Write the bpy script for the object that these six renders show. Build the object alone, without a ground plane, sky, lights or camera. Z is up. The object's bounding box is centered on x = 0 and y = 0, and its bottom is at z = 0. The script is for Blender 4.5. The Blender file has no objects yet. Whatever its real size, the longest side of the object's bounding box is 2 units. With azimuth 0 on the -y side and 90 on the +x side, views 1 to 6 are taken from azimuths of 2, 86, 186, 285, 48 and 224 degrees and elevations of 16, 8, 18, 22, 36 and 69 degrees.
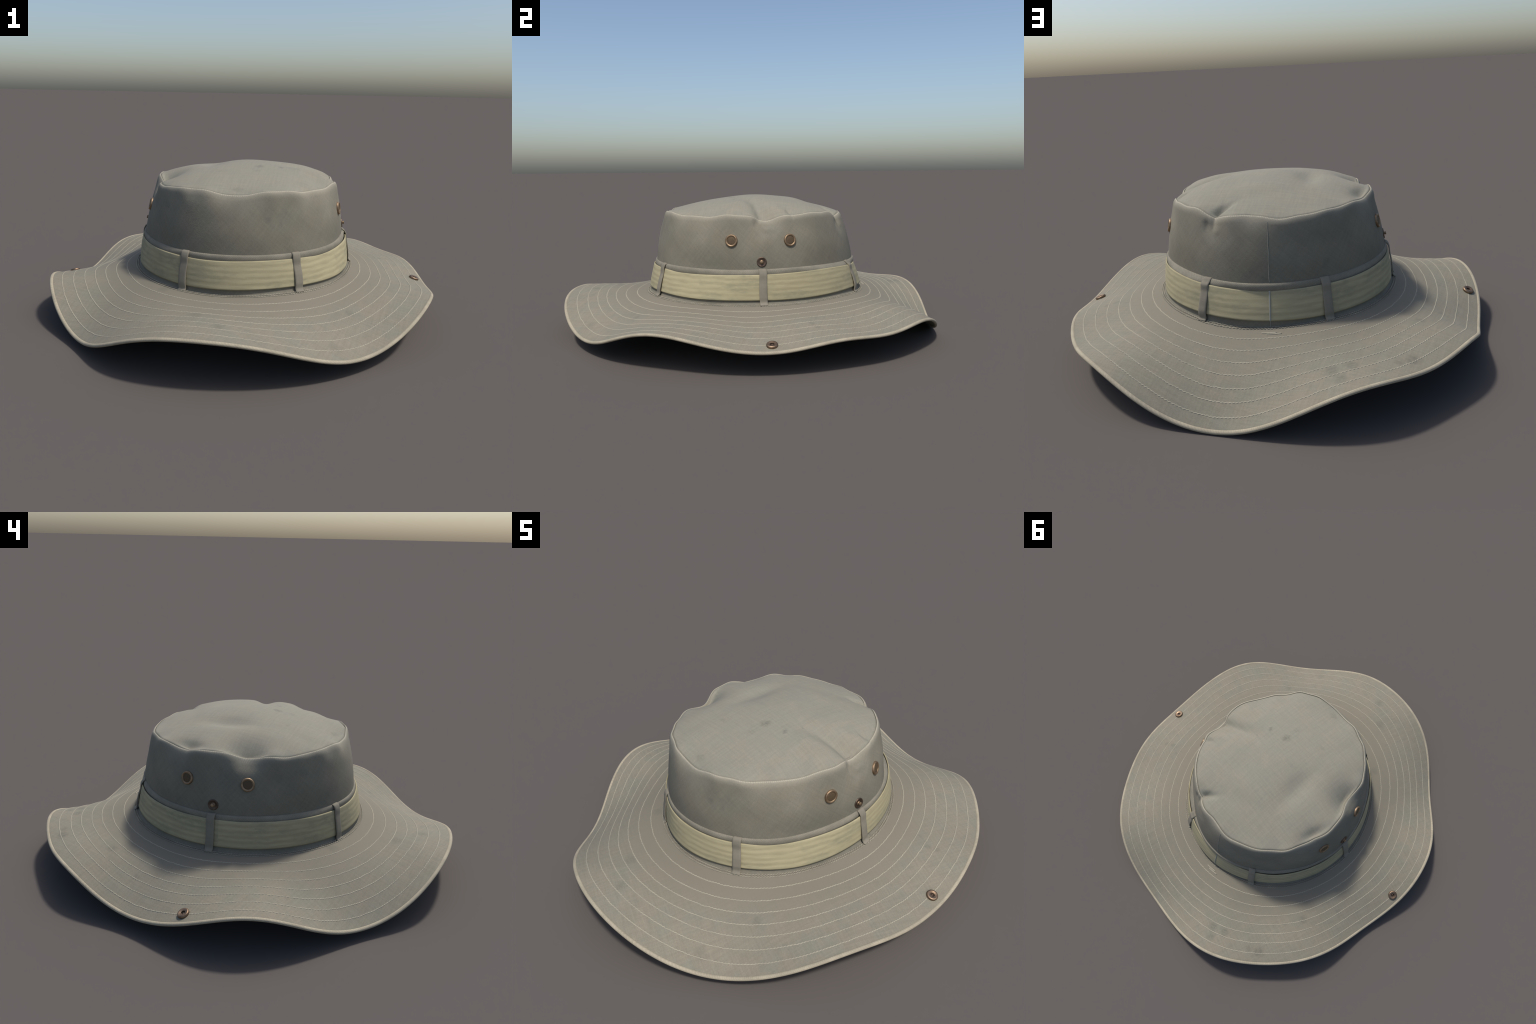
# A khaki canvas boonie hat: wavy quilted brim with bound edge, soft dented crown,
# ribbed hat band held by six loops, brass eyelets, studs and brim snaps.
import bpy, bmesh, math, random
import numpy as np

rng = np.random.RandomState(7)
random.seed(7)
TAU = 2 * math.pi

# ------------------------------------------------------------------ profiles
# Rings of the hat, each given as radius and height at evenly spaced angles
# (counter-clockwise from +x); they are interpolated periodically.
def nums(s):
    return np.array([float(v) for v in s.split()])

EDGE_R = nums("0.924 0.933 0.946 0.962 0.978 0.992 0.998 0.989 0.979 0.989 1.009 1.016 1.004 0.988 0.971 0.944 0.916 0.911 "
              "0.923 0.930 0.931 0.927 0.922 0.936 0.967 0.987 0.994 0.997 0.994 0.978 0.958 0.950 0.952 0.946 0.934 0.926")
EDGE_Z = nums("0.109 0.121 0.144 0.142 0.143 0.152 0.112 0.042 0.006 0.037 0.116 0.169 0.163 0.157 0.162 0.121 0.069 0.071 "
              "0.117 0.168 0.171 0.113 0.054 0.050 0.103 0.167 0.194 0.191 0.158 0.101 0.066 0.081 0.133 0.172 0.160 0.127")
MID_R = nums("0.726 0.735 0.751 0.767 0.781 0.792 0.796 0.796 0.796 0.800 0.789 0.772 0.754 0.730 0.723 "
             "0.727 0.727 0.730 0.734 0.747 0.765 0.779 0.787 0.782 0.771 0.757 0.750 0.748 0.738 0.728")
MID_Z = nums("0.164 0.175 0.179 0.178 0.189 0.177 0.138 0.124 0.156 0.185 0.188 0.193 0.179 0.151 0.148 "
             "0.164 0.186 0.181 0.153 0.147 0.163 0.190 0.201 0.186 0.166 0.149 0.157 0.179 0.185 0.174")
INNER_R = nums("0.585 0.595 0.612 0.633 0.643 0.646 0.642 0.628 0.605 0.588 0.580 0.576 0.583 0.602 0.616 0.622 0.620 0.606 0.588 0.579")
INNER_Z = nums("0.200 0.206 0.210 0.206 0.193 0.197 0.208 0.206 0.201 0.197 0.200 0.204 0.199 0.201 0.203 0.203 0.202 0.199 0.202 0.201")
BASE_R = nums("0.530 0.546 0.565 0.584 0.583 0.576 0.559 0.536 0.526 0.519 0.526 0.543 0.552 0.555 0.539 0.521")
BASE_Z = nums("0.216 0.218 0.222 0.216 0.212 0.218 0.216 0.215 0.215 0.211 0.211 0.211 0.213 0.219 0.215 0.213")
BAND_LOW_R = nums("0.520 0.538 0.561 0.583 0.588 0.569 0.547 0.529 0.515 0.512 0.520 0.540 0.554 0.547 0.534 0.522")
BAND_LOW_Z = nums("0.236 0.237 0.243 0.245 0.240 0.236 0.235 0.236 0.236 0.235 0.234 0.234 0.238 0.241 0.237 0.235")
BAND_TOP_R = nums("0.504 0.524 0.543 0.552 0.553 0.544 0.526 0.511 0.500 0.494 0.506 0.521 0.527 0.523 0.506 0.495")
BAND_TOP_Z = nums("0.356 0.362 0.365 0.355 0.349 0.351 0.353 0.356 0.356 0.355 0.356 0.353 0.355 0.357 0.350 0.351")
WELT_R = nums("0.490 0.514 0.517 0.535 0.550 0.530 0.508 0.499 0.489 0.481 0.488 0.512 0.518 0.511 0.501 0.482")
WELT_Z = nums("0.377 0.383 0.379 0.374 0.375 0.373 0.373 0.378 0.377 0.375 0.374 0.376 0.377 0.377 0.377 0.374")
SEAM_R = nums("0.427 0.422 0.432 0.448 0.453 0.458 0.461 0.463 0.463 0.463 0.465 0.468 0.472 0.467 0.463 0.471 0.477 0.474 0.471 0.471 "
              "0.467 0.460 0.461 0.454 0.440 0.433 0.430 0.433 0.428 0.419 0.411 0.396 0.386 0.393 0.410 0.426 0.432 0.436 0.438 0.444 "
              "0.446 0.444 0.449 0.445 0.444 0.449 0.452 0.454 0.457 0.454 0.455 0.443 0.433 0.433 0.429 0.428 0.430 0.434 0.437 0.434")
SEAM_Z = nums("0.619 0.603 0.611 0.627 0.628 0.631 0.636 0.634 0.634 0.632 0.614 0.609 0.619 0.620 0.620 0.617 0.609 0.612 0.616 0.620 "
              "0.624 0.623 0.629 0.630 0.623 0.619 0.623 0.634 0.638 0.638 0.635 0.620 0.608 0.610 0.621 0.625 0.621 0.625 0.629 0.633 "
              "0.635 0.635 0.635 0.625 0.618 0.618 0.623 0.633 0.636 0.636 0.633 0.624 0.622 0.623 0.621 0.620 0.626 0.633 0.631 0.628")


def harmonics(s):
    return np.fft.rfft(s) / len(s), len(s)


def ring(s, th, damp=None):
    """Periodic interpolation of evenly spaced samples; damp(n) scales harmonic n."""
    c, n = harmonics(s)
    out = np.full_like(np.asarray(th, float), c[0].real)
    for k in range(1, len(c)):
        w = 1.0 if (k * 2 == n) else 2.0
        f = 1.0 if damp is None else damp(k)
        out = out + w * f * (c[k].real * np.cos(k * th) - c[k].imag * np.sin(k * th))
    return out


# sharp nips in the top seam: angle, angular width, pull-in, drop
NIPS = [(math.radians(64.2), 0.034, 0.009, 0.007), (math.radians(2.5), 0.045, 0.005, 0.006), (math.radians(23.0), 0.035, 0.003, 0.003),
        (math.radians(155.0), 0.05, 0.003, 0.003), (math.radians(80.0), 0.05, 0.002, -0.003)]


def nip(th, which):
    out = 0 * th
    for n in NIPS:
        d = (th - n[0] + math.pi) % TAU - math.pi
        out = out - n[which] * np.exp(-np.abs(d / n[1]) ** 1.5)
    return out


def polar(r, z, th):
    return np.stack([r * np.cos(th), r * np.sin(th), z], -1)


# ------------------------------------------------------------------ surfaces
BRIM_T = (0.0, 0.125, 0.5, 1.0)


def brim_point(t, th):
    """t = 0 at the crown joint, 1 at the outer edge (arrays broadcast)."""
    th = np.asarray(th, float)
    t = np.asarray(t, float)
    R = [ring(s, th) for s in (BASE_R, INNER_R, MID_R, EDGE_R)]
    Z = [ring(s, th) for s in (BASE_Z, INNER_Z, MID_Z, EDGE_Z)]
    r = z = 0
    for i in range(4):
        w = 1.0
        for j in range(4):
            if j != i:
                w = w * (t - BRIM_T[j]) / (BRIM_T[i] - BRIM_T[j])
        r = r + w * R[i]
        z = z + w * Z[i]
    return polar(r, z, th)


def surf_normal(fn, a, b, e=1e-3):
    da = fn(a + e, b) - fn(a - e, b)
    db = fn(a, b + e) - fn(a, b - e)
    n = np.cross(da, db)
    n /= np.linalg.norm(n, axis=-1, keepdims=True)
    return n


def wall_point(s, th):
    """Crown side: s = 0 at the brim joint, 1 at the top seam."""
    th = np.asarray(th, float)
    s = np.asarray(s, float) + 0 * th
    sr, sz = ring(SEAM_R, th) + nip(th, 2), ring(SEAM_Z, th) + nip(th, 3)
    sr0 = ring(SEAM_R, th, lambda k: 1.0 if k <= 3 else 0.0)
    br, bz = ring(BASE_R, th), ring(BASE_Z, th)
    lr, lz = ring(BAND_LOW_R, th) - 0.007, ring(BAND_LOW_Z, th)
    tr, tz = ring(BAND_TOP_R, th) - 0.012, ring(BAND_TOP_Z, th) - 0.01
    wr, wz = ring(WELT_R, th) - 0.004, ring(WELT_Z, th)
    ks = (0.0, 0.10, 0.30, 0.36)
    # lower part: flare, then straight behind the band
    low_r = np.where(s < ks[1], br + (lr - br) * np.sin(np.clip(s / ks[1], 0, 1) * math.pi / 2),
                     lr + (tr - lr) * np.clip((s - ks[1]) / (ks[2] - ks[1]), 0, 1))
    low_z = np.where(s < ks[1], bz + (lz - bz) * (1 - np.cos(np.clip(s / ks[1], 0, 1) * math.pi / 2)),
                     lz + (tz - lz) * np.clip((s - ks[1]) / (ks[2] - ks[1]), 0, 1))
    low_r = np.where(s > ks[2], tr + (wr - tr) * np.clip((s - ks[2]) / (ks[3] - ks[2]), 0, 1), low_r)
    low_z = np.where(s > ks[2], tz + (wz - tz) * np.clip((s - ks[2]) / (ks[3] - ks[2]), 0, 1), low_z)
    # upper part: slightly bellied wall; seam wrinkles fade out downwards
    q = np.clip((s - ks[3]) / (1 - ks[3]), 0, 1)
    depth = (1 - q) * 0.25
    fade = np.exp(-(depth / 0.047) ** 2)
    rr = wr + (sr0 + 0.0095 - wr) * q + (sr - sr0) * fade + 0.0065 * np.sin(math.pi * q ** 1.05)
    # rounded shoulder rolling over into the seam
    d = np.clip(depth / 0.026, 0, 1)
    rr = rr - 0.0095 * (1 - np.sqrt(np.clip(1 - (1 - d) ** 2, 0, 1)))
    sz0 = ring(SEAM_Z, th, lambda k: 1.0 if k <= 3 else 0.0)
    zz = wz + (sz0 - wz) * q + (sz - sz0) * np.exp(-(depth / 0.09) ** 2) * q
    # soft buckles in the cloth, strongest in the upper half
    for (ta, q0, wa, wq, amp) in WALL_DENTS:
        d = (th - ta + math.pi) % TAU - math.pi
        rr = rr - amp * np.exp(-(d / wa) ** 2 - ((q - q0) / wq) ** 2) * np.clip(q / 0.15, 0, 1)
    r = np.where(s > ks[3], rr, low_r)
    z = np.where(s > ks[3], zz, low_z)
    return polar(r, z, th)


# angle, height fraction, angular width, height width, inward depth
WALL_DENTS = [
    (math.radians(5.0), 0.74, 0.10, 0.16, 0.007),
    (math.radians(63.0), 0.78, 0.09, 0.14, 0.006),
    (math.radians(40.0), 0.60, 0.14, 0.30, -0.003),
    (math.radians(105.0), 0.55, 0.20, 0.25, 0.004),
    (math.radians(-95.0), 0.75, 0.25, 0.20, 0.003),
    (math.radians(0.5), 0.88, 0.028, 0.09, 0.007),
    (math.radians(7.5), 0.80, 0.045, 0.07, -0.004),
    (math.radians(60.5), 0.84, 0.028, 0.10, 0.005),
    (math.radians(66.5), 0.78, 0.045, 0.08, -0.004),
]
for _ in range(26):      # the cloth is never quite taut
    WALL_DENTS.append((rng.uniform(0, TAU), rng.uniform(0.2, 0.95), rng.uniform(0.07, 0.20), rng.uniform(0.10, 0.28), rng.uniform(-0.0035, 0.0035)))

# soft hollows and swellings of the crown top: x, y, half-length, half-width, turn (deg), depth
TOP_DENTS = [
    (0.360, 0.028, 0.140, 0.034, 14, 0.0265),      # fold running in from the +x seam
    (0.290, -0.075, 0.080, 0.032, 0, -0.0053),
    (0.345, -0.175, 0.050, 0.050, 0, 0.0085),
    (0.192, 0.398, 0.055, 0.016, 35, 0.0240),     # pinched crease at the back right
    (-0.395, -0.085, 0.092, 0.085, 12, 0.0390),   # big thumb dent on the -x side
    (-0.376, 0.168, 0.060, 0.028, 69, 0.0180),
    (-0.156, 0.060, 0.115, 0.052, 88, 0.0185),    # slack valley across the middle
    (0.04, 0.31, 0.10, 0.05, 10, 0.005),
    (0.10, -0.33, 0.07, 0.05, 30, 0.005),
    (-0.20, -0.30, 0.09, 0.05, 60, 0.005),
    (0.30, -0.26, 0.05, 0.04, -40, -0.004),
    (-0.370, -0.200, 0.060, 0.040, 60, -0.008),
    (0.375, -0.115, 0.060, 0.045, 0, -0.008),
    (0.395, 0.120, 0.050, 0.030, 10, -0.006),
    (-0.02, 0.22, 0.10, 0.07, 0, -0.005),
    (0.405, 0.172, 0.034, 0.015, 22, 0.012),
    (0.02, 0.12, 0.10, 0.20, 10, -0.0048),
    (0.20, 0.20, 0.12, 0.09, 0, 0.0046),
    (0.0, 0.0, 0.12, 0.12, 0, -0.005),
]


def top_point(rho, th):
    """Crown top: rho = 0 at the middle, 1 at the seam."""
    th = np.asarray(th, float)
    rho = np.asarray(rho, float) + 0 * th
    cr, nr = harmonics(SEAM_R)
    cz, nz = harmonics(SEAM_Z)
    r = cr[0].real + 0 * th
    z = cz[0].real + 0 * th
    for k in range(1, len(cr)):
        w = 1.0 if k * 2 == nr else 2.0
        ck, sk = np.cos(k * th), np.sin(k * th)
        r = r + w * np.where(k > 1, rho ** (k - 1), 1.0) * (cr[k].real * ck - cr[k].imag * sk)
        z = z + w * rho ** (0.8 * k) * (cz[k].real * ck - cz[k].imag * sk)
    r = r + nip(th, 2) * rho ** 9
    z = z + nip(th, 3) * rho ** 9
    x, y = rho * r * np.cos(th), rho * r * np.sin(th)
    q = 1 - rho ** 2
    z = z + q * (0.0784 + 0.0099 * x / .45 + 0.0051 * y / .45 + 0.0484 * (x / .45) ** 2 + 0.0287 * x * y / .2)
    edge = np.clip((1 - rho) / 0.10, 0, 1)
    edge = edge * edge * (3 - 2 * edge)
    lip = np.clip((1 - rho) / 0.05, 0, 1)
    lip = lip * lip * (3 - 2 * lip)
    for (cx, cy, a, b, rot, dep) in TOP_DENTS:
        c, s = math.cos(math.radians(rot)), math.sin(math.radians(rot))
        u = ((x - cx) * c + (y - cy) * s) / a
        v = (-(x - cx) * s + (y - cy) * c) / b
        z = z - dep * np.exp(-(u * u + v * v)) * (0.55 * lip + 0.45 * edge)
    z = z - 0.0065 * np.exp(-((1 - rho) / 0.010) ** 2)      # stitched groove at the seam
    return np.stack([x, y, z], -1)


# ------------------------------------------------------------------ mesh helpers
ROOT = bpy.data.objects.new("boonie_hat", None)
bpy.context.scene.collection.objects.link(ROOT)
ROOT["label"] = "khaki canvas boonie hat with wavy stitched brim and brass eyelets"
ROOT["category"] = "sun hat"


def make_object(name, verts, faces, mat, parent=ROOT, smooth=True, kind=None):
    me = bpy.data.meshes.new(name)
    me.from_pydata([tuple(v) for v in np.asarray(verts).reshape(-1, 3)], [], faces)
    me.update()
    bm = bmesh.new()
    bm.from_mesh(me)
    bmesh.ops.recalc_face_normals(bm, faces=bm.faces)
    bm.to_mesh(me)
    bm.free()
    if smooth:
        me.polygons.foreach_set("use_smooth", [True] * len(me.polygons))
    me.materials.append(mat)
    ob = bpy.data.objects.new(name, me)
    bpy.context.scene.collection.objects.link(ob)
    ob.parent = parent
    if kind:
        ob["kind"] = kind
    return ob


def grid_faces(n, m, close_m=True, close_n=False, off=0):
    F = []
    for i in range(n if close_n else n - 1):
        i2 = (i + 1) % n
        for j in range(m if close_m else m - 1):
            j2 = (j + 1) % m
            F.append((off + i * m + j, off + i * m + j2, off + i2 * m + j2, off + i2 * m + j))
    return F


def shell(name, P, N, thick, mat):
    """Closed cloth sheet from a ring grid P (n x m x 3): outer side, inner side, rims joined."""
    n, m = P.shape[:2]
    Q = P - N * thick
    loop = np.concatenate([P, Q[::-1]], 0)
    return make_object(name, loop, grid_faces(2 * n, m, True, True), mat)


def tube(path, side, up, rs, ru, seg=8, closed=True):
    """Tube along path with elliptical section; side and up are unit frames, rs, ru radii."""
    n = len(path)
    a = np.arange(seg) * TAU / seg
    rs = np.broadcast_to(np.asarray(rs, float), (n,))[:, None, None]
    ru = np.broadcast_to(np.asarray(ru, float), (n,))[:, None, None]
    V = path[:, None, :] + side[:, None, :] * np.cos(a)[None, :, None] * rs + up[:, None, :] * np.sin(a)[None, :, None] * ru
    F = grid_faces(n, seg, True, closed)
    if not closed:
        F.append(tuple(range(seg)))
        F.append(tuple((n - 1) * seg + i for i in range(seg)))
    return V.reshape(-1, 3), F


def unit(v):
    return v / np.linalg.norm(v, axis=-1, keepdims=True)


def ring_frames(path, up):
    tan = unit(np.roll(path, -1, 0) - np.roll(path, 1, 0))
    side = unit(np.cross(up, tan))
    up = unit(np.cross(tan, side))
    return tan, side, up


# ------------------------------------------------------------------ materials
class Nodes:
    def __init__(self, name, rough=0.9, metallic=0.0):
        self.mat = bpy.data.materials.new(name)
        self.mat.use_nodes = True
        self.t = self.mat.node_tree
        self.t.nodes.clear()
        self.out = self.t.nodes.new("ShaderNodeOutputMaterial")
        self.b = self.t.nodes.new("ShaderNodeBsdfPrincipled")
        self.t.links.new(self.b.outputs[0], self.out.inputs[0])
        self.b.inputs["Roughness"].default_value = rough
        self.b.inputs["Metallic"].default_value = metallic
        self.co = self.t.nodes.new("ShaderNodeTexCoord").outputs["Object"]

    def link(self, a, sock):
        if isinstance(a, (int, float)):
            sock.default_value = a
        elif isinstance(a, tuple):
            sock.default_value = a if len(a) == len(sock.default_value) else a + (1.0,)
        else:
            self.t.links.new(a, sock)

    def math(self, op, a, b=0.0, c=None, clamp=False):
        n = self.t.nodes.new("ShaderNodeMath")
        n.operation = op
        n.use_clamp = clamp
        self.link(a, n.inputs[0])
        self.link(b, n.inputs[1])
        if c is not None:
            self.link(c, n.inputs[2])
        return n.outputs[0]

    def vmath(self, op, a, b=(0, 0, 0)):
        n = self.t.nodes.new("ShaderNodeVectorMath")
        n.operation = op
        self.link(a, n.inputs[0])
        self.link(b, n.inputs[1])
        return n.outputs["Value"] if op in ("LENGTH", "DISTANCE", "DOT_PRODUCT") else n.outputs[0]

    def sep(self, v):
        n = self.t.nodes.new("ShaderNodeSeparateXYZ")
        self.link(v, n.inputs[0])
        return n.outputs

    def comb(self, x, y, z):
        n = self.t.nodes.new("ShaderNodeCombineXYZ")
        for i, a in enumerate((x, y, z)):
            self.link(a, n.inputs[i])
        return n.outputs[0]

    def mapping(self, v, scale=(1, 1, 1), rot=(0, 0, 0), loc=(0, 0, 0)):
        n = self.t.nodes.new("ShaderNodeMapping")
        self.link(v, n.inputs[0])
        n.inputs["Scale"].default_value = scale
        n.inputs["Rotation"].default_value = rot
        n.inputs["Location"].default_value = loc
        return n.outputs[0]

    def noise(self, v, scale, detail=3.0, rough=0.5, dist=0.0):
        n = self.t.nodes.new("ShaderNodeTexNoise")
        self.link(v, n.inputs["Vector"])
        n.inputs["Scale"].default_value = scale
        n.inputs["Detail"].default_value = detail
        n.inputs["Roughness"].default_value = rough
        n.inputs["Distortion"].default_value = dist
        return n.outputs["Fac"]

    def ramp(self, f, lo, hi, a=0.0, b=1.0, smooth=True):
        n = self.t.nodes.new("ShaderNodeMapRange")
        n.interpolation_type = 'SMOOTHSTEP' if smooth else 'LINEAR'
        self.link(f, n.inputs["Value"])
        n.inputs["From Min"].default_value = lo
        n.inputs["From Max"].default_value = hi
        n.inputs["To Min"].default_value = a
        n.inputs["To Max"].default_value = b
        return n.outputs["Result"]

    def mix(self, f, a, b, mode='MIX'):
        n = self.t.nodes.new("ShaderNodeMix")
        n.data_type = 'RGBA'
        n.blend_type = mode
        self.link(f, n.inputs[0])
        self.link(a, n.inputs[6])
        self.link(b, n.inputs[7])
        return n.outputs[2]

    def mul(self, col, f):
        """scale a colour by a value"""
        return self.vmath('MULTIPLY', col, self.comb(f, f, f))

    def bump(self, h, strength, dist):
        n = self.t.nodes.new("ShaderNodeBump")
        n.inputs["Strength"].default_value = strength
        n.inputs["Distance"].default_value = dist
        self.link(h, n.inputs["Height"])
        self.t.links.new(n.outputs[0], self.b.inputs["Normal"])

    def done(self, col):
        self.link(col, self.b.inputs["Base Color"])
        return self.mat


def around(N):
    """cylindrical cloth coordinates: angle * mean radius, height"""
    x, y, z = N.sep(N.co)[:3]
    ang = N.math('ARCTAN2', y, x)
    return ang, z


def weave(N, v, turn, amount=0.085):
    """two families of streaky threads crossing at right angles -> factor near 1"""
    v = N.mapping(v, (1, 1, 1), (0, 0, turn))
    a = N.noise(N.mapping(v, (110, 8, 8)), 1.0, 2.0, 0.6)
    b = N.noise(N.mapping(v, (8, 110, 8)), 1.0, 2.0, 0.6)
    f = N.math('ADD', a, b)
    return N.ramp(f, 0.72, 1.28, 1 - amount, 1 + amount, smooth=False)


def blotches(N, cool, warm, green, seed):
    v = N.mapping(N.co, (1, 1, 1), (0, 0, 0), (seed, seed * .7, -seed))
    c = N.mix(N.ramp(N.noise(v, 9, 6, 0.68), 0.44, 0.57), cool, warm)
    c = N.mix(N.ramp(N.noise(N.vmath('ADD', v, (3.1, 8.2, 1.3)), 7, 6, 0.68), 0.50, 0.64, 0, 0.75), c, green)
    return c


def stain_mask(N, spots):
    """sum of soft ragged smudges at given places: (x, y, z, radius, strength)"""
    wob = N.t.nodes.new("ShaderNodeTexNoise")
    N.link(N.co, wob.inputs["Vector"])
    wob.inputs["Scale"].default_value = 30
    wob.inputs["Detail"].default_value = 4
    p = N.vmath('ADD', N.co, N.vmath('MULTIPLY', N.vmath('SUBTRACT', wob.outputs["Color"], (.5, .5, .5)), (.038, .038, .038)))
    tot = None
    for (x, y, z, r, s) in spots:
        d = N.vmath('DISTANCE', p, (x, y, z))
        m = N.ramp(d, r * 0.25, r, s, 0.0)
        tot = m if tot is None else N.math('ADD', tot, m)
    rag = N.ramp(N.noise(N.mapping(N.co, (60, 130, 60)), 1.0, 5, 0.7, 0.6), 0.36, 0.60, 0.25, 1.0)
    return N.math('MULTIPLY', tot, rag, clamp=True)


COOL = (0.197, 0.182, 0.136)
WARM = (0.207, 0.183, 0.136)
GREEN = (0.184, 0.178, 0.136)


def cloth_brim():
    N = Nodes("brim_canvas", 0.92)
    c = blotches(N, COOL, WARM, GREEN, 0.0)
    flat = N.vmath('MULTIPLY', N.co, (1, 1, 0))
    c = N.mul(c, weave(N, flat, 0.35))
    c = N.mul(c, N.ramp(N.noise(N.co, 220, 2, 0.6), 0.3, 0.7, 0.94, 1.06))
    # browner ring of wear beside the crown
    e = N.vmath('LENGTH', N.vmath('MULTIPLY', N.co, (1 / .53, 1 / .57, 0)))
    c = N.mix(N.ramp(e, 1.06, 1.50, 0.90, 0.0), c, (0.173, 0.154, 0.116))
    spots = [(-.145, -.745, .199, .040, .55), (-.045, -.858, .201, .038, .5), (-.321, -.476, .206, .035, .45),
             (.476, -.567, .157, .028, .5), (.398, -.80, .102, .040, .4), (.369, -.724, .132, .025, .3),
             (.722, .235, .177, .022, .5), (.762, .248, .170, .022, .5), (.67, .257, .185, .014, .4),
             (-.242, .842, .171, .036, .75), (-.314, .818, .179, .036, .7), (-.273, .885, .167, .038, .55),
             (-.525, .768, .172, .038, .8), (-.474, .789, .174, .030, .6), (-.588, .476, .186, .034, .6),
             (-.699, .297, .137, .020, .45), (.60, .50, .17, .02, .3), (-.70, -.35, .16, .02, .35),
             (.25, .80, .06, .018, .3), (.62, -.42, .16, .018, .35)]
    c = N.mix(stain_mask(N, spots), c, (0.122, 0.117, 0.092))
    N.bump(N.noise(N.co, 260, 2, 0.6), 0.25, 0.002)
    return N.done(c)


def cloth_wall():
    N = Nodes("crown_wall_canvas", 0.92)
    c = blotches(N, (0.183, 0.170, 0.128), (0.188, 0.169, 0.126), (0.171, 0.163, 0.125), 2.3)
    ang, z = around(N)
    v = N.comb(N.math('MULTIPLY', ang, 0.5), z, 0.0)
    c = N.mul(c, weave(N, v, 0.7, 0.075))
    # paler toward the top seam, darker toward the band
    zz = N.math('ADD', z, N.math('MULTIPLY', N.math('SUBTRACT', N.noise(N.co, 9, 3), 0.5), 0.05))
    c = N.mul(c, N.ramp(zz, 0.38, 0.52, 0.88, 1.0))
    c = N.mul(c, N.ramp(N.noise(N.co, 5.5, 3, 0.55), 0.32, 0.68, 0.91, 1.07))  # broad soft shading clouds of the wall painted into its colour
    c = N.mix(N.ramp(zz, 0.535, 0.635, 0.0, 0.50), c, (0.245, 0.226, 0.174))
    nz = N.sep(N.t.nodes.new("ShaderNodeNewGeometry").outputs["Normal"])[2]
    rim = N.math('MULTIPLY', N.ramp(nz, 0.24, 0.70), N.ramp(z, 0.580, 0.598))  # paler where the cloth faces up, along the shoulder and in dents by the seam
    tick = N.math('SINE', N.math('ADD', N.math('MULTIPLY', ang, 340.0), N.math('MULTIPLY', z, 500.0)))
    tick = N.math('MULTIPLY', N.math('ADD', tick, N.math('MULTIPLY', N.math('SUBTRACT', N.noise(N.co, 60, 2), 0.5), 2.0)), N.math('MULTIPLY', N.ramp(nz, 0.58, 0.76), N.ramp(z, 0.580, 0.598)))
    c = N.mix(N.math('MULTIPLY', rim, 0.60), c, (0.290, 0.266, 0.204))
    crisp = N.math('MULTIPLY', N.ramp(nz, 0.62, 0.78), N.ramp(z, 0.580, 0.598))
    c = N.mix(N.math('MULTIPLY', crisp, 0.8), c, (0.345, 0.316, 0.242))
    c = N.mul(c, N.math('MULTIPLY_ADD', tick, 0.09, 1.0))
    c = N.mul(c, N.ramp(N.noise(N.co, 220, 2, 0.6), 0.3, 0.7, 0.95, 1.05))
    spots = [(-.227, .466, .43, .028, .5), (-.32, -.331, .55, .03, .4), (.127, -.473, .523, .022, .45), (.18, -.46, .51, .018, .35)]
    c = N.mix(stain_mask(N, spots), c, (0.105, 0.105, 0.088))
    N.bump(N.math('ADD', N.noise(N.co, 260, 2, 0.6), N.math('MULTIPLY', tick, 0.5)), 0.25, 0.002)
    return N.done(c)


def cloth_top():
    N = Nodes("crown_top_canvas", 0.92)
    c = blotches(N, (0.224, 0.211, 0.163), (0.234, 0.213, 0.162), (0.214, 0.206, 0.161), 5.1)
    c = N.mul(c, weave(N, N.vmath('MULTIPLY', N.co, (1, 1, 0)), 0.12, 0.065))
    c = N.mul(c, N.ramp(N.noise(N.co, 220, 2, 0.6), 0.3, 0.7, 0.96, 1.04))
    spots = [(.074, -.112, .699, .030, .60), (.080, -.100, .699, .020, .30), (.175, -.093, .694, .014, .8), (.068, -.187, .689, .028, .35),
             (-.007, -.403, .636, .03, .4), (.12, -.06, .70, .008, .5), (.21, -.02, .69, .008, .5), (-.10, -.20, .68, .02, .3)]
    c = N.mix(stain_mask(N, spots), c, (0.130, 0.126, 0.100))
    N.bump(N.noise(N.co, 260, 2, 0.6), 0.25, 0.002)
    return N.done(c)


def cloth_binding(name, col, dark, freq, tilt, relief):
    """folded tape with a slanted, rope-like thread texture round the hat"""
    N = Nodes(name, 0.9)
    ang, z = around(N)
    ph = N.math('ADD', N.math('MULTIPLY', ang, freq), N.math('MULTIPLY', z, tilt))
    tw = N.math('SINE', ph)
    c = N.mix(N.ramp(tw, -0.6, 0.9), dark, col)
    c = N.mul(c, N.ramp(N.noise(N.co, 14, 4, 0.6), 0.3, 0.7, 0.88, 1.08))
    c = N.mul(c, N.ramp(N.noise(N.co, 200, 2, 0.6), 0.3, 0.7, 0.94, 1.06))
    N.bump(tw, relief, 0.003)
    return N.done(c)


def cloth_plain(name, col, dark, fine=1.0):
    N = Nodes(name, 0.92)
    c = N.mix(N.ramp(N.noise(N.co, 12, 4, 0.6), 0.35, 0.65), dark, col)
    ang, z = around(N)
    v = N.comb(N.math('MULTIPLY', ang, 0.5), z, 0.0)
    c = N.mul(c, weave(N, v, 0.0, 0.05))
    N.bump(N.noise(N.co, 300 * fine, 2, 0.6), 0.2, 0.002)
    return N.done(c)


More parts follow.
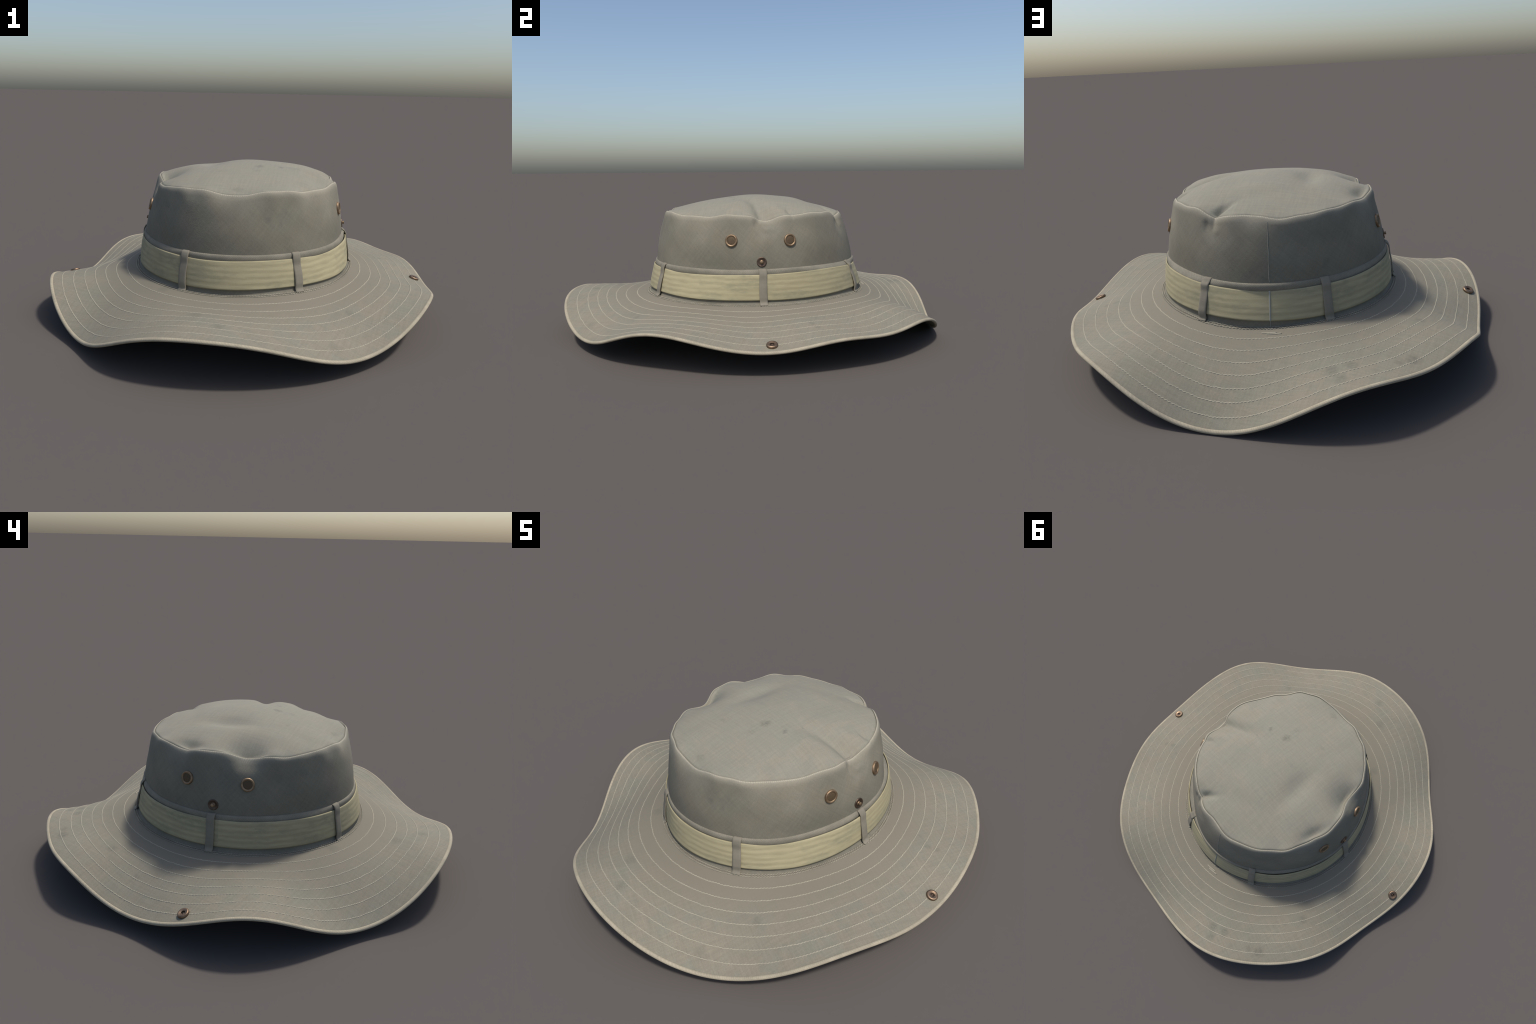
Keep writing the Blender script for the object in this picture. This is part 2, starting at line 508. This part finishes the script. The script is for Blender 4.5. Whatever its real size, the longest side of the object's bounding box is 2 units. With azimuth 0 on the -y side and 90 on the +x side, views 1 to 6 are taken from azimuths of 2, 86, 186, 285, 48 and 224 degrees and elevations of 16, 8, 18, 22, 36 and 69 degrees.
def cloth_band():
    N = Nodes("ribbed_band_cloth", 0.9)
    ang, z = around(N)
    wob = N.math('MULTIPLY', N.math('SUBTRACT', N.noise(N.comb(N.math('MULTIPLY', ang, 3.0), N.math('MULTIPLY', z, 20.0), 0.0), 2.0, 4, 0.6), 0.5), 0.022)
    rib = N.math('SINE', N.math('MULTIPLY', N.math('ADD', z, wob), TAU / 0.0245))
    c = N.mix(N.ramp(rib, -1.0, 0.9), (0.322, 0.282, 0.168), (0.365, 0.321, 0.195))
    # long soft streaks along the band
    st = N.noise(N.comb(N.math('MULTIPLY', ang, 5.0), N.math('MULTIPLY', z, 70.0), 0.0), 1.0, 4, 0.65)
    c = N.mul(c, N.ramp(st, 0.25, 0.75, 0.91, 1.09))
    # greenish grime, heavier on some stretches
    g = N.noise(N.comb(N.math('MULTIPLY', ang, 1.1), N.math('MULTIPLY', z, 5.0), 3.0), 2.2, 4, 0.6)
    gr = N.noise(N.comb(N.math('MULTIPLY', ang, 12.0), N.math('MULTIPLY', z, 60.0), 3.0), 1.6, 4, 0.65)
    m = N.math('MULTIPLY', N.ramp(g, 0.47, 0.62), N.ramp(gr, 0.30, 0.70, 0.12, 0.55))
    c = N.mix(m, c, (0.19, 0.19, 0.128))
    h = N.math('ADD', N.math('MULTIPLY', rib, 0.10), N.math('MULTIPLY', N.noise(N.co, 130, 4, 0.65), 0.9))
    N.bump(h, 0.25, 0.002)
    return N.done(c)


def brass(name, col, dark, rough, metallic=1.0):
    N = Nodes(name, rough, metallic)
    c = N.mix(N.ramp(N.noise(N.co, 45, 4, 0.6), 0.35, 0.65), dark, col)
    N.bump(N.noise(N.co, 120, 2, 0.6), 0.1, 0.001)
    return N.done(c)


def brass_mesh():
    """fine wire gauze inside the eyelets"""
    N = Nodes("eyelet_gauze", 0.6, 0.25)
    ang, z = around(N)
    a = N.math('SINE', N.math('MULTIPLY', ang, 0.47 * TAU / 0.0042))
    b = N.math('SINE', N.math('MULTIPLY', z, TAU / 0.0042))
    g = N.math('MAXIMUM', a, b)
    c = N.mix(N.ramp(g, 0.1, 0.9), (0.052, 0.034, 0.017), (0.130, 0.086, 0.043))
    N.bump(g, 0.5, 0.001)
    return N.done(c)


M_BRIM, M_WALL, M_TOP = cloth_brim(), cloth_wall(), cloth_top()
M_BIND = cloth_binding("edge_binding_tape", (0.350, 0.305, 0.220), (0.318, 0.278, 0.201), 620, 700, 0.02)
M_ROLL = cloth_binding("rolled_hem_cloth", (0.208, 0.190, 0.145), (0.186, 0.169, 0.129), 330, 900, 0.05)
M_THREAD = cloth_plain("sewing_thread", (0.325, 0.298, 0.226), (0.285, 0.262, 0.200))
M_SEAMTH = cloth_plain("back_seam_thread", (0.25, 0.24, 0.20), (0.19, 0.18, 0.145))
M_LOOP = cloth_plain("loop_webbing", (0.204, 0.183, 0.140), (0.178, 0.160, 0.122))
M_BAND = cloth_band()
M_RIM = brass("worn_brass", (0.335, 0.235, 0.145), (0.215, 0.148, 0.090), 0.52, 0.8)
M_BRASS = brass("antique_brass", (0.33, 0.215, 0.140), (0.20, 0.130, 0.084), 0.46)
M_SNAP = brass("snap_brass", (0.285, 0.200, 0.135), (0.180, 0.122, 0.080), 0.5)
M_DARK = brass("tarnished_brass", (0.150, 0.108, 0.082), (0.095, 0.070, 0.054), 0.52)
M_GAUZE = brass_mesh()

# ------------------------------------------------------------------ brim
TH = np.arange(720) * TAU / 720
tt = np.linspace(0.0, 1.0, 57)
T2, H2 = np.meshgrid(tt, TH, indexing='ij')
P = brim_point(T2, H2)
NB = surf_normal(brim_point, T2, H2)
NB *= np.sign(NB[..., 2:3])
# keep the cloth edge inside the binding
shell("brim", P[:56], NB[:56], 0.008, M_BRIM)

# bound edge: folded tape wrapped round the rim
edge = brim_point(np.full(1440, 0.985), np.arange(1440) * TAU / 1440)
thE = np.arange(1440) * TAU / 1440
nE = surf_normal(brim_point, np.full(1440, 0.985), thE)
nE *= np.sign(nE[:, 2:3])
tan, side, up = ring_frames(edge, nE)
V, F = tube(edge - up * 0.004, side, up, 0.0085, 0.0072, 12)
make_object("edge_binding", V, F, M_BIND)


# ------------------------------------------------------------------ stitching
def stitch_ring(fn_pos, fn_nrm, count, radius, lift, wander=0.0, arc=(0.0, TAU), slant=0.0):
    """a row of plump stitches: a thread that dives in between every two stitches"""
    per = 6
    n = count * per
    closed = abs(arc[1] - arc[0] - TAU) < 1e-6
    th = arc[0] + (arc[1] - arc[0]) * np.arange(n) / (n if closed else n - 1)
    u = (np.arange(n) % per) / per
    fat = np.sin(math.pi * (u + 0.5 / per))
    ph = rng.uniform(0, TAU, 6)
    w = sum(np.sin((23 + 17 * i) * th + ph[i]) for i in range(6)) / 6
    pos, nrm = fn_pos(th), fn_nrm(th)
    tan, side, up = ring_frames(pos, nrm)
    p = pos + side * (w * wander + slant * (u - 0.5))[:, None] + up * (lift + radius * 0.32 * (fat - 0.6))[:, None]
    r = radius * (0.72 + 0.34 * fat)
    return tube(p, side, up, r, r * 0.55, 6, closed)


def brim_row(t):
    def nrm(th):
        n = surf_normal(brim_point, np.full_like(th, t), th)
        return n * np.sign(n[:, 2:3])
    return (lambda th: brim_point(np.full_like(th, t), th)), nrm


def join(parts):
    Vs, Fs, o = [], [], 0
    for V, F in parts:
        Vs.append(V)
        Fs += [tuple(i + o for i in f) for f in F]
        o += len(V)
    return np.concatenate(Vs), Fs


for k in range(1, 8):
    t = (8 - k) / 8
    pos, nrm = brim_row(t)
    length = np.linalg.norm(np.diff(pos(np.linspace(0, TAU, 400)), axis=0), axis=1).sum()
    if k == 3:      # this row starts and ends slightly out of line
        a0 = math.radians(145.6)
        pos = (lambda th, t=t: brim_point(t + 0.008 * ((th - math.radians(145.6)) / TAU - 0.5), th))
        V, F = stitch_ring(pos, nrm, int(length / 0.0135), 0.0026, -0.0002, 0.0016, (a0, a0 + TAU - 0.022), slant=0.0026)
    else:
        V, F = stitch_ring(pos, nrm, int(length / 0.0135), 0.0026, -0.0002, 0.0016, slant=0.0026)
    make_object("stitch_row", V, F, M_THREAD, kind="stuff")

# double row where the brim meets the crown
rows = []
for t in (-0.004, 0.020):
    pos, nrm = brim_row(max(t, 0.001))
    length = 3.45
    rows.append(stitch_ring(pos, nrm, int(length / 0.0125), 0.0024, 0.0012, 0.0008, slant=0.0045))
V, F = join(rows)
make_object("joint_stitching", V, F, cloth_plain("joint_thread", (0.285, 0.262, 0.200), (0.215, 0.197, 0.150)), kind="stuff")

# ------------------------------------------------------------------ crown wall and top
ss = np.concatenate([np.linspace(0, 0.1, 10)[:-1], np.linspace(0.1, 0.36, 12)[:-1], np.linspace(0.36, 0.92, 50)[:-1], 1.0 - 0.08 * np.linspace(1, 0, 26) ** 1.8])
S2, H2 = np.meshgrid(ss, TH, indexing='ij')
W = wall_point(S2, H2)
NW = surf_normal(wall_point, np.clip(S2, 0.002, 0.998), H2, 2e-3)
outward = np.sign(NW[..., 0] * np.cos(H2) + NW[..., 1] * np.sin(H2))
NW *= outward[..., None]
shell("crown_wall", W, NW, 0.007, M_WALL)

rho = np.concatenate([np.linspace(0.0, 0.85, 60)[1:-1], np.linspace(0.85, 1.0, 40)])
R2, H2 = np.meshgrid(rho, TH, indexing='ij')
C = top_point(R2, H2)
mid = top_point(np.array([1e-4]), np.array([0.0]))[0]
n, m = C.shape[:2]
low = C - np.array([0, 0, 0.007])
low[-1] = C[-1] - np.array([0, 0, 0.004])
verts = np.concatenate([C.reshape(-1, 3), low.reshape(-1, 3), [mid, mid - np.array([0, 0, .007])]])
faces = grid_faces(n, m) + grid_faces(n, m, off=n * m)
faces += [((n - 1) * m + j, (n - 1) * m + (j + 1) % m, n * m + (n - 1) * m + (j + 1) % m, n * m + (n - 1) * m + j) for j in range(m)]
faces += [(2 * n * m, j, (j + 1) % m) for j in range(m)]
faces += [(2 * n * m + 1, n * m + j, n * m + (j + 1) % m) for j in range(m)]
make_object("crown_top", verts, faces, M_TOP)

# rolled hem above the band
thw = np.arange(1440) * TAU / 1440
wz, wr = ring(WELT_Z, thw), ring(WELT_R, thw)
bz, br = ring(BAND_TOP_Z, thw), ring(BAND_TOP_R, thw)
prof = [(-0.0060, 0.0020), (-0.0010, 0.0008), (0.0022, -0.0022), (0.0042, -0.0070), (0.0052, -0.0130), (0.0050, -0.0200), (0.0035, -0.0270),
        (0.0, -0.0330), (-0.0060, -0.0340), (-0.0070, -0.0150)]
fill = np.clip(br - 0.0065 - (wr + 0.005), 0, 0.016)          # the roll swells out to meet the band
swell = lambda b: min(1.0, max(0.0, -b - 0.001) / 0.016)
V = np.stack([polar(wr + a + fill * (swell(b) if a > -0.005 else 0.0), wz + b, thw) for a, b in prof])
make_object("rolled_hem", V, grid_faces(len(prof), 1440, True, True), M_ROLL)

# ------------------------------------------------------------------ hat band
thb = np.arange(720) * TAU / 720
lr, lz = ring(BAND_LOW_R, thb), ring(BAND_LOW_Z, thb)
tr, tz = ring(BAND_TOP_R, thb), ring(BAND_TOP_Z, thb)
ph = rng.uniform(0, TAU, 4)
slack = 0.0012 * (np.sin(3 * thb + ph[0]) + np.sin(5 * thb + ph[1]) + 0.6 * np.sin(11 * thb + ph[2]))
outer, inner = [], []
for f in np.linspace(0, 1, 26):
    rib = 0.00015 * np.sin(f * 5 * TAU)
    r = lr + (tr - lr) * f + rib + 0.002 * math.sin(math.pi * f) + slack * f
    z = lz + (tz - lz) * f
    outer.append(polar(r, z, thb))
    inner.append(polar(r - 0.005, z, thb))
V = np.stack(outer + inner[::-1])
make_object("hat_band", V, grid_faces(len(V), 720, True, True), M_BAND)

# ------------------------------------------------------------------ band loops
def at(s, a):
    return float(ring(s, np.array([a]))[0])


def belt_loop(a):
    base_r, base_z = at(BASE_R, a), at(BASE_Z, a)
    path = [(at(WELT_R, a) - 0.004, at(WELT_Z, a) + 0.004),
            (at(WELT_R, a) + 0.006, at(WELT_Z, a) + 0.003),
            (at(WELT_R, a) + 0.012, at(WELT_Z, a) - 0.006),
            (at(BAND_TOP_R, a) + 0.0070, at(BAND_TOP_Z, a) + 0.001),
            (at(BAND_TOP_R, a) + 0.0090, at(BAND_TOP_Z, a) - 0.025),
            (0.5 * (at(BAND_TOP_R, a) + at(BAND_LOW_R, a)) + 0.0095, 0.5 * (at(BAND_TOP_Z, a) + at(BAND_LOW_Z, a))),
            (at(BAND_LOW_R, a) + 0.0085, at(BAND_LOW_Z, a) + 0.012),
            (at(BAND_LOW_R, a) + 0.0080, at(BAND_LOW_Z, a) - 0.006),
            (base_r + 0.002, base_z + 0.008),
            (base_r + 0.006, base_z + 0.0045),
            (base_r + 0.011, base_z + 0.0035)]
    path = np.array(path)
    # smooth the path
    d = np.concatenate([[0], np.cumsum(np.linalg.norm(np.diff(path, axis=0), axis=1))])
    s = np.linspace(0, d[-1], 48)
    r, z = np.interp(s, d, path[:, 0]), np.interp(s, d, path[:, 1])
    ker = np.array([1, 2, 3, 2, 1]) / 9
    r[2:-2], z[2:-2] = np.convolve(r, ker, 'valid'), np.convolve(z, ker, 'valid')
    half, thick, bev = 0.0185, 0.0050, 0.0014
    er, ez = np.array([math.cos(a), math.sin(a), 0]), np.array([0, 0, 1.0])
    et = np.array([-math.sin(a), math.cos(a), 0])
    cen = r[:, None] * er + z[:, None] * ez
    tan = unit(np.gradient(cen, axis=0))
    nor = np.cross(et, tan)
    nor *= np.sign((nor @ er) + (nor @ ez) * 0.3)[:, None]
    sec = [(-half, -thick + bev), (-half + bev, -thick), (half - bev, -thick), (half, -thick + bev), (half, -bev), (half - bev, 0),
           (half * .6, 0.0009), (0, 0.0005), (-half * .6, 0.0009), (-half + bev, 0), (-half, -bev)]
    jit = 0.0012 * np.sin(s * 40 + a * 3)
    V = cen[:, None, :] + et[None, None, :] * np.array([p[0] for p in sec])[None, :, None] + jit[:, None, None] * et \
        + nor[:, None, :] * np.array([p[1] for p in sec])[None, :, None]
    k = len(sec)
    F = grid_faces(len(s), k, True, False)
    F.append(tuple(range(k)))
    F.append(tuple((len(s) - 1) * k + i for i in range(k)))
    ob = make_object("band_loop", V, F, M_LOOP)
    return ob


for deg in (3.6, 63.3, 114.3, 176.0, 244.2, 298.6):
    belt_loop(math.radians(deg))

# ------------------------------------------------------------------ back seam
a = math.radians(91.2)
q = np.linspace(0.372, 0.965, 200)
pos = wall_point(q, np.full(200, a) + 0.0015 * np.sin(q * 40))
up = np.repeat([[math.cos(a), math.sin(a), 0]], 200, 0)
tan = unit(np.gradient(pos, axis=0))
side = unit(np.cross(up, tan))
fat = 0.7 + 0.3 * np.abs(np.sin(np.arange(200) * math.pi / 5))
V1 = tube(pos + up * 0.0002, side, up, 0.0016 * fat, 0.0010 * fat, 8, False)
make_object("back_seam", *V1, M_SEAMTH)
# joint of the hat band and the bar tack under it
f = np.linspace(0.0, 1.0, 30)
rr = at(BAND_LOW_R, a) + (at(BAND_TOP_R, a) - at(BAND_LOW_R, a)) * f + 0.002 * np.sin(math.pi * f) + 0.0004
zz = at(BAND_LOW_Z, a) + (at(BAND_TOP_Z, a) - at(BAND_LOW_Z, a)) * f
pos = polar(rr, zz, np.full(30, a))
up = np.repeat([[math.cos(a), math.sin(a), 0.0]], 30, 0)
side = np.repeat([[-math.sin(a), math.cos(a), 0.0]], 30, 0)
make_object("band_joint", *tube(pos, side, up, 0.0032, 0.0016, 10, False), cloth_plain("band_joint_thread", (0.29, 0.29, 0.245), (0.25, 0.25, 0.21)))
parts = []
for t, a0, a1 in ((0.135 / 2, 88.2, 93.5), (0.165 / 2, 90.0, 95.2)):
    th = np.radians(np.linspace(a0, a1, 24))
    pos, nrm = brim_row(t)
    p, nn = pos(th), nrm(th)
    tan = unit(np.gradient(p, axis=0))
    side = unit(np.cross(nn, tan))
    fat = 0.75 + 0.25 * np.abs(np.sin(np.arange(24) * 1.3))
    parts.append(tube(p + nn * 0.0008, side, nn, 0.0032 * fat, 0.0016, 8, False))
V, F = join(parts)
make_object("bar_tack", V, F, M_THREAD)
# thread dropping from band to tack
q = np.linspace(0.004, 0.10, 20)
pos = wall_point(q, np.full(20, a))
nrm = unit(np.stack([np.cos(a) + 0 * q, np.sin(a) + 0 * q, 0.4 + 0 * q], -1))
side = np.repeat([[-math.sin(a), math.cos(a), 0.0]], 20, 0)
make_object("back_seam", *tube(pos + nrm * 0.0005, side, nrm, 0.002, 0.0012, 8, False), M_SEAMTH)


# ------------------------------------------------------------------ metal fittings
def lathe(profile, seg=48, cap=True):
    """profile of (radius, height) from rim to centre; returns local verts, faces"""
    a = np.arange(seg) * TAU / seg
    V, F = [], []
    for r, h in profile:
        V.append(np.stack([r * np.cos(a), r * np.sin(a), np.full(seg, h)], -1))
    V = np.concatenate(V)
    F = grid_faces(len(profile), seg)
    if cap:
        F.append(tuple((len(profile) - 1) * seg + i for i in range(seg)))
    return V, F


def place(V, origin, normal):
    n = unit(np.asarray(normal, float))
    ref = np.array([0, 0, 1.0]) if abs(n[2]) < 0.9 else np.array([1.0, 0, 0])
    x = unit(np.cross(ref, n))
    y = np.cross(n, x)
    return origin + V[:, :1] * x + V[:, 1:2] * y + V[:, 2:3] * n


def wall_at(theta, z):
    s = np.linspace(0.36, 1, 400)
    p = wall_point(s, np.full(400, theta))
    i = int(np.argmin(np.abs(p[:, 2] - z)))
    n = surf_normal(wall_point, np.array([s[i]]), np.array([theta]), 2e-2)[0]
    if n[0] * math.cos(theta) + n[1] * math.sin(theta) < 0:
        n = -n
    return p[i], n


EYE_RIM = [(0.0298, -0.003), (0.0298, 0.0020), (0.0291, 0.0042), (0.0275, 0.0060), (0.0255, 0.0066), (0.0232, 0.0062), (0.0212, 0.0053), (0.0200, 0.0044), (0.0195, 0.0010)]
EYE_NET = [(0.0202, 0.0036), (0.0165, 0.0046), (0.010, 0.0053), (0.0005, 0.0055)]
STUD_RIM = [(0.0236, -0.003), (0.0236, 0.0018), (0.0225, 0.0038), (0.0205, 0.0043), (0.0180, 0.0034), (0.0150, 0.0022), (0.0095, 0.0018)]
STUD_POST = [(0.0105, 0.0010), (0.0085, 0.0026), (0.0066, 0.0040), (0.0064, 0.0075), (0.0074, 0.0095), (0.0078, 0.0118), (0.0070, 0.0132), (0.0045, 0.0138), (0.0004, 0.0139)]
SNAP = [(0.0225, -0.002), (0.0243, 0.0015), (0.0247, 0.0050), (0.0238, 0.0085), (0.0215, 0.0108), (0.0185, 0.0114), (0.0150, 0.0106),
        (0.0125, 0.0096), (0.0105, 0.0098), (0.0092, 0.0092)]
SNAP_HOLE = [(0.0098, 0.0094), (0.0088, 0.0080), (0.0083, 0.0040), (0.0080, 0.0025), (0.0060, 0.0020), (0.0045, 0.0030), (0.0030, 0.0048), (0.0004, 0.0052)]
SNAP_CAP = [(0.0225, 0.001), (0.0225, 0.0025), (0.0205, 0.0045), (0.013, 0.0058), (0.0004, 0.0062)]


def fitting(name, pieces, origin, normal, spin=0.0):
    """each metal fitting: first piece is the body, the others are its children"""
    first = None
    for nm, prof, mat in pieces:
        V, F = lathe(prof, cap=prof[-1][0] < 0.001)
        ob = make_object(nm, place(V, origin, normal), F, mat, parent=first or ROOT)
        first = first or ob
    return first


for deg, z in ((-14.0, 0.512), (19.6, 0.512), (159.8, 0.511), (-165.9, 0.511)):
    p, n = wall_at(math.radians(deg), z)
    p = p + n * 0.0018
    fitting("eyelet", (("eyelet", EYE_RIM, M_RIM), ("gauze", EYE_NET, M_GAUZE)), p, n)
for deg, z in ((3.3, 0.413), (176.2, 0.416)):
    p, n = wall_at(math.radians(deg), z)
    fitting("stud", (("stud", STUD_RIM, M_DARK), ("post", STUD_POST, M_RIM)), p, n)
for x, y in ((0.874, 0.0465), (-0.870, 0.0145)):
    th0, r0 = math.atan2(y, x), math.hypot(x, y)
    t = np.linspace(0.6, 1, 400)
    pp = brim_point(t, np.full(400, th0))
    i = int(np.argmin(np.abs(np.hypot(pp[:, 0], pp[:, 1]) - r0)))
    n = surf_normal(brim_point, np.array([t[i]]), np.array([th0]), 4e-3)[0]
    n *= np.sign(n[2])
    fitting("brim_snap", (("brim_snap", SNAP, M_SNAP), ("socket", SNAP_HOLE, M_DARK)), pp[i], n)
    V, F = lathe(SNAP_CAP)
    make_object("snap_cap", place(V, pp[i] - n * 0.009, -n), F, M_BRASS)

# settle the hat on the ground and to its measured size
bpy.context.view_layer.update()
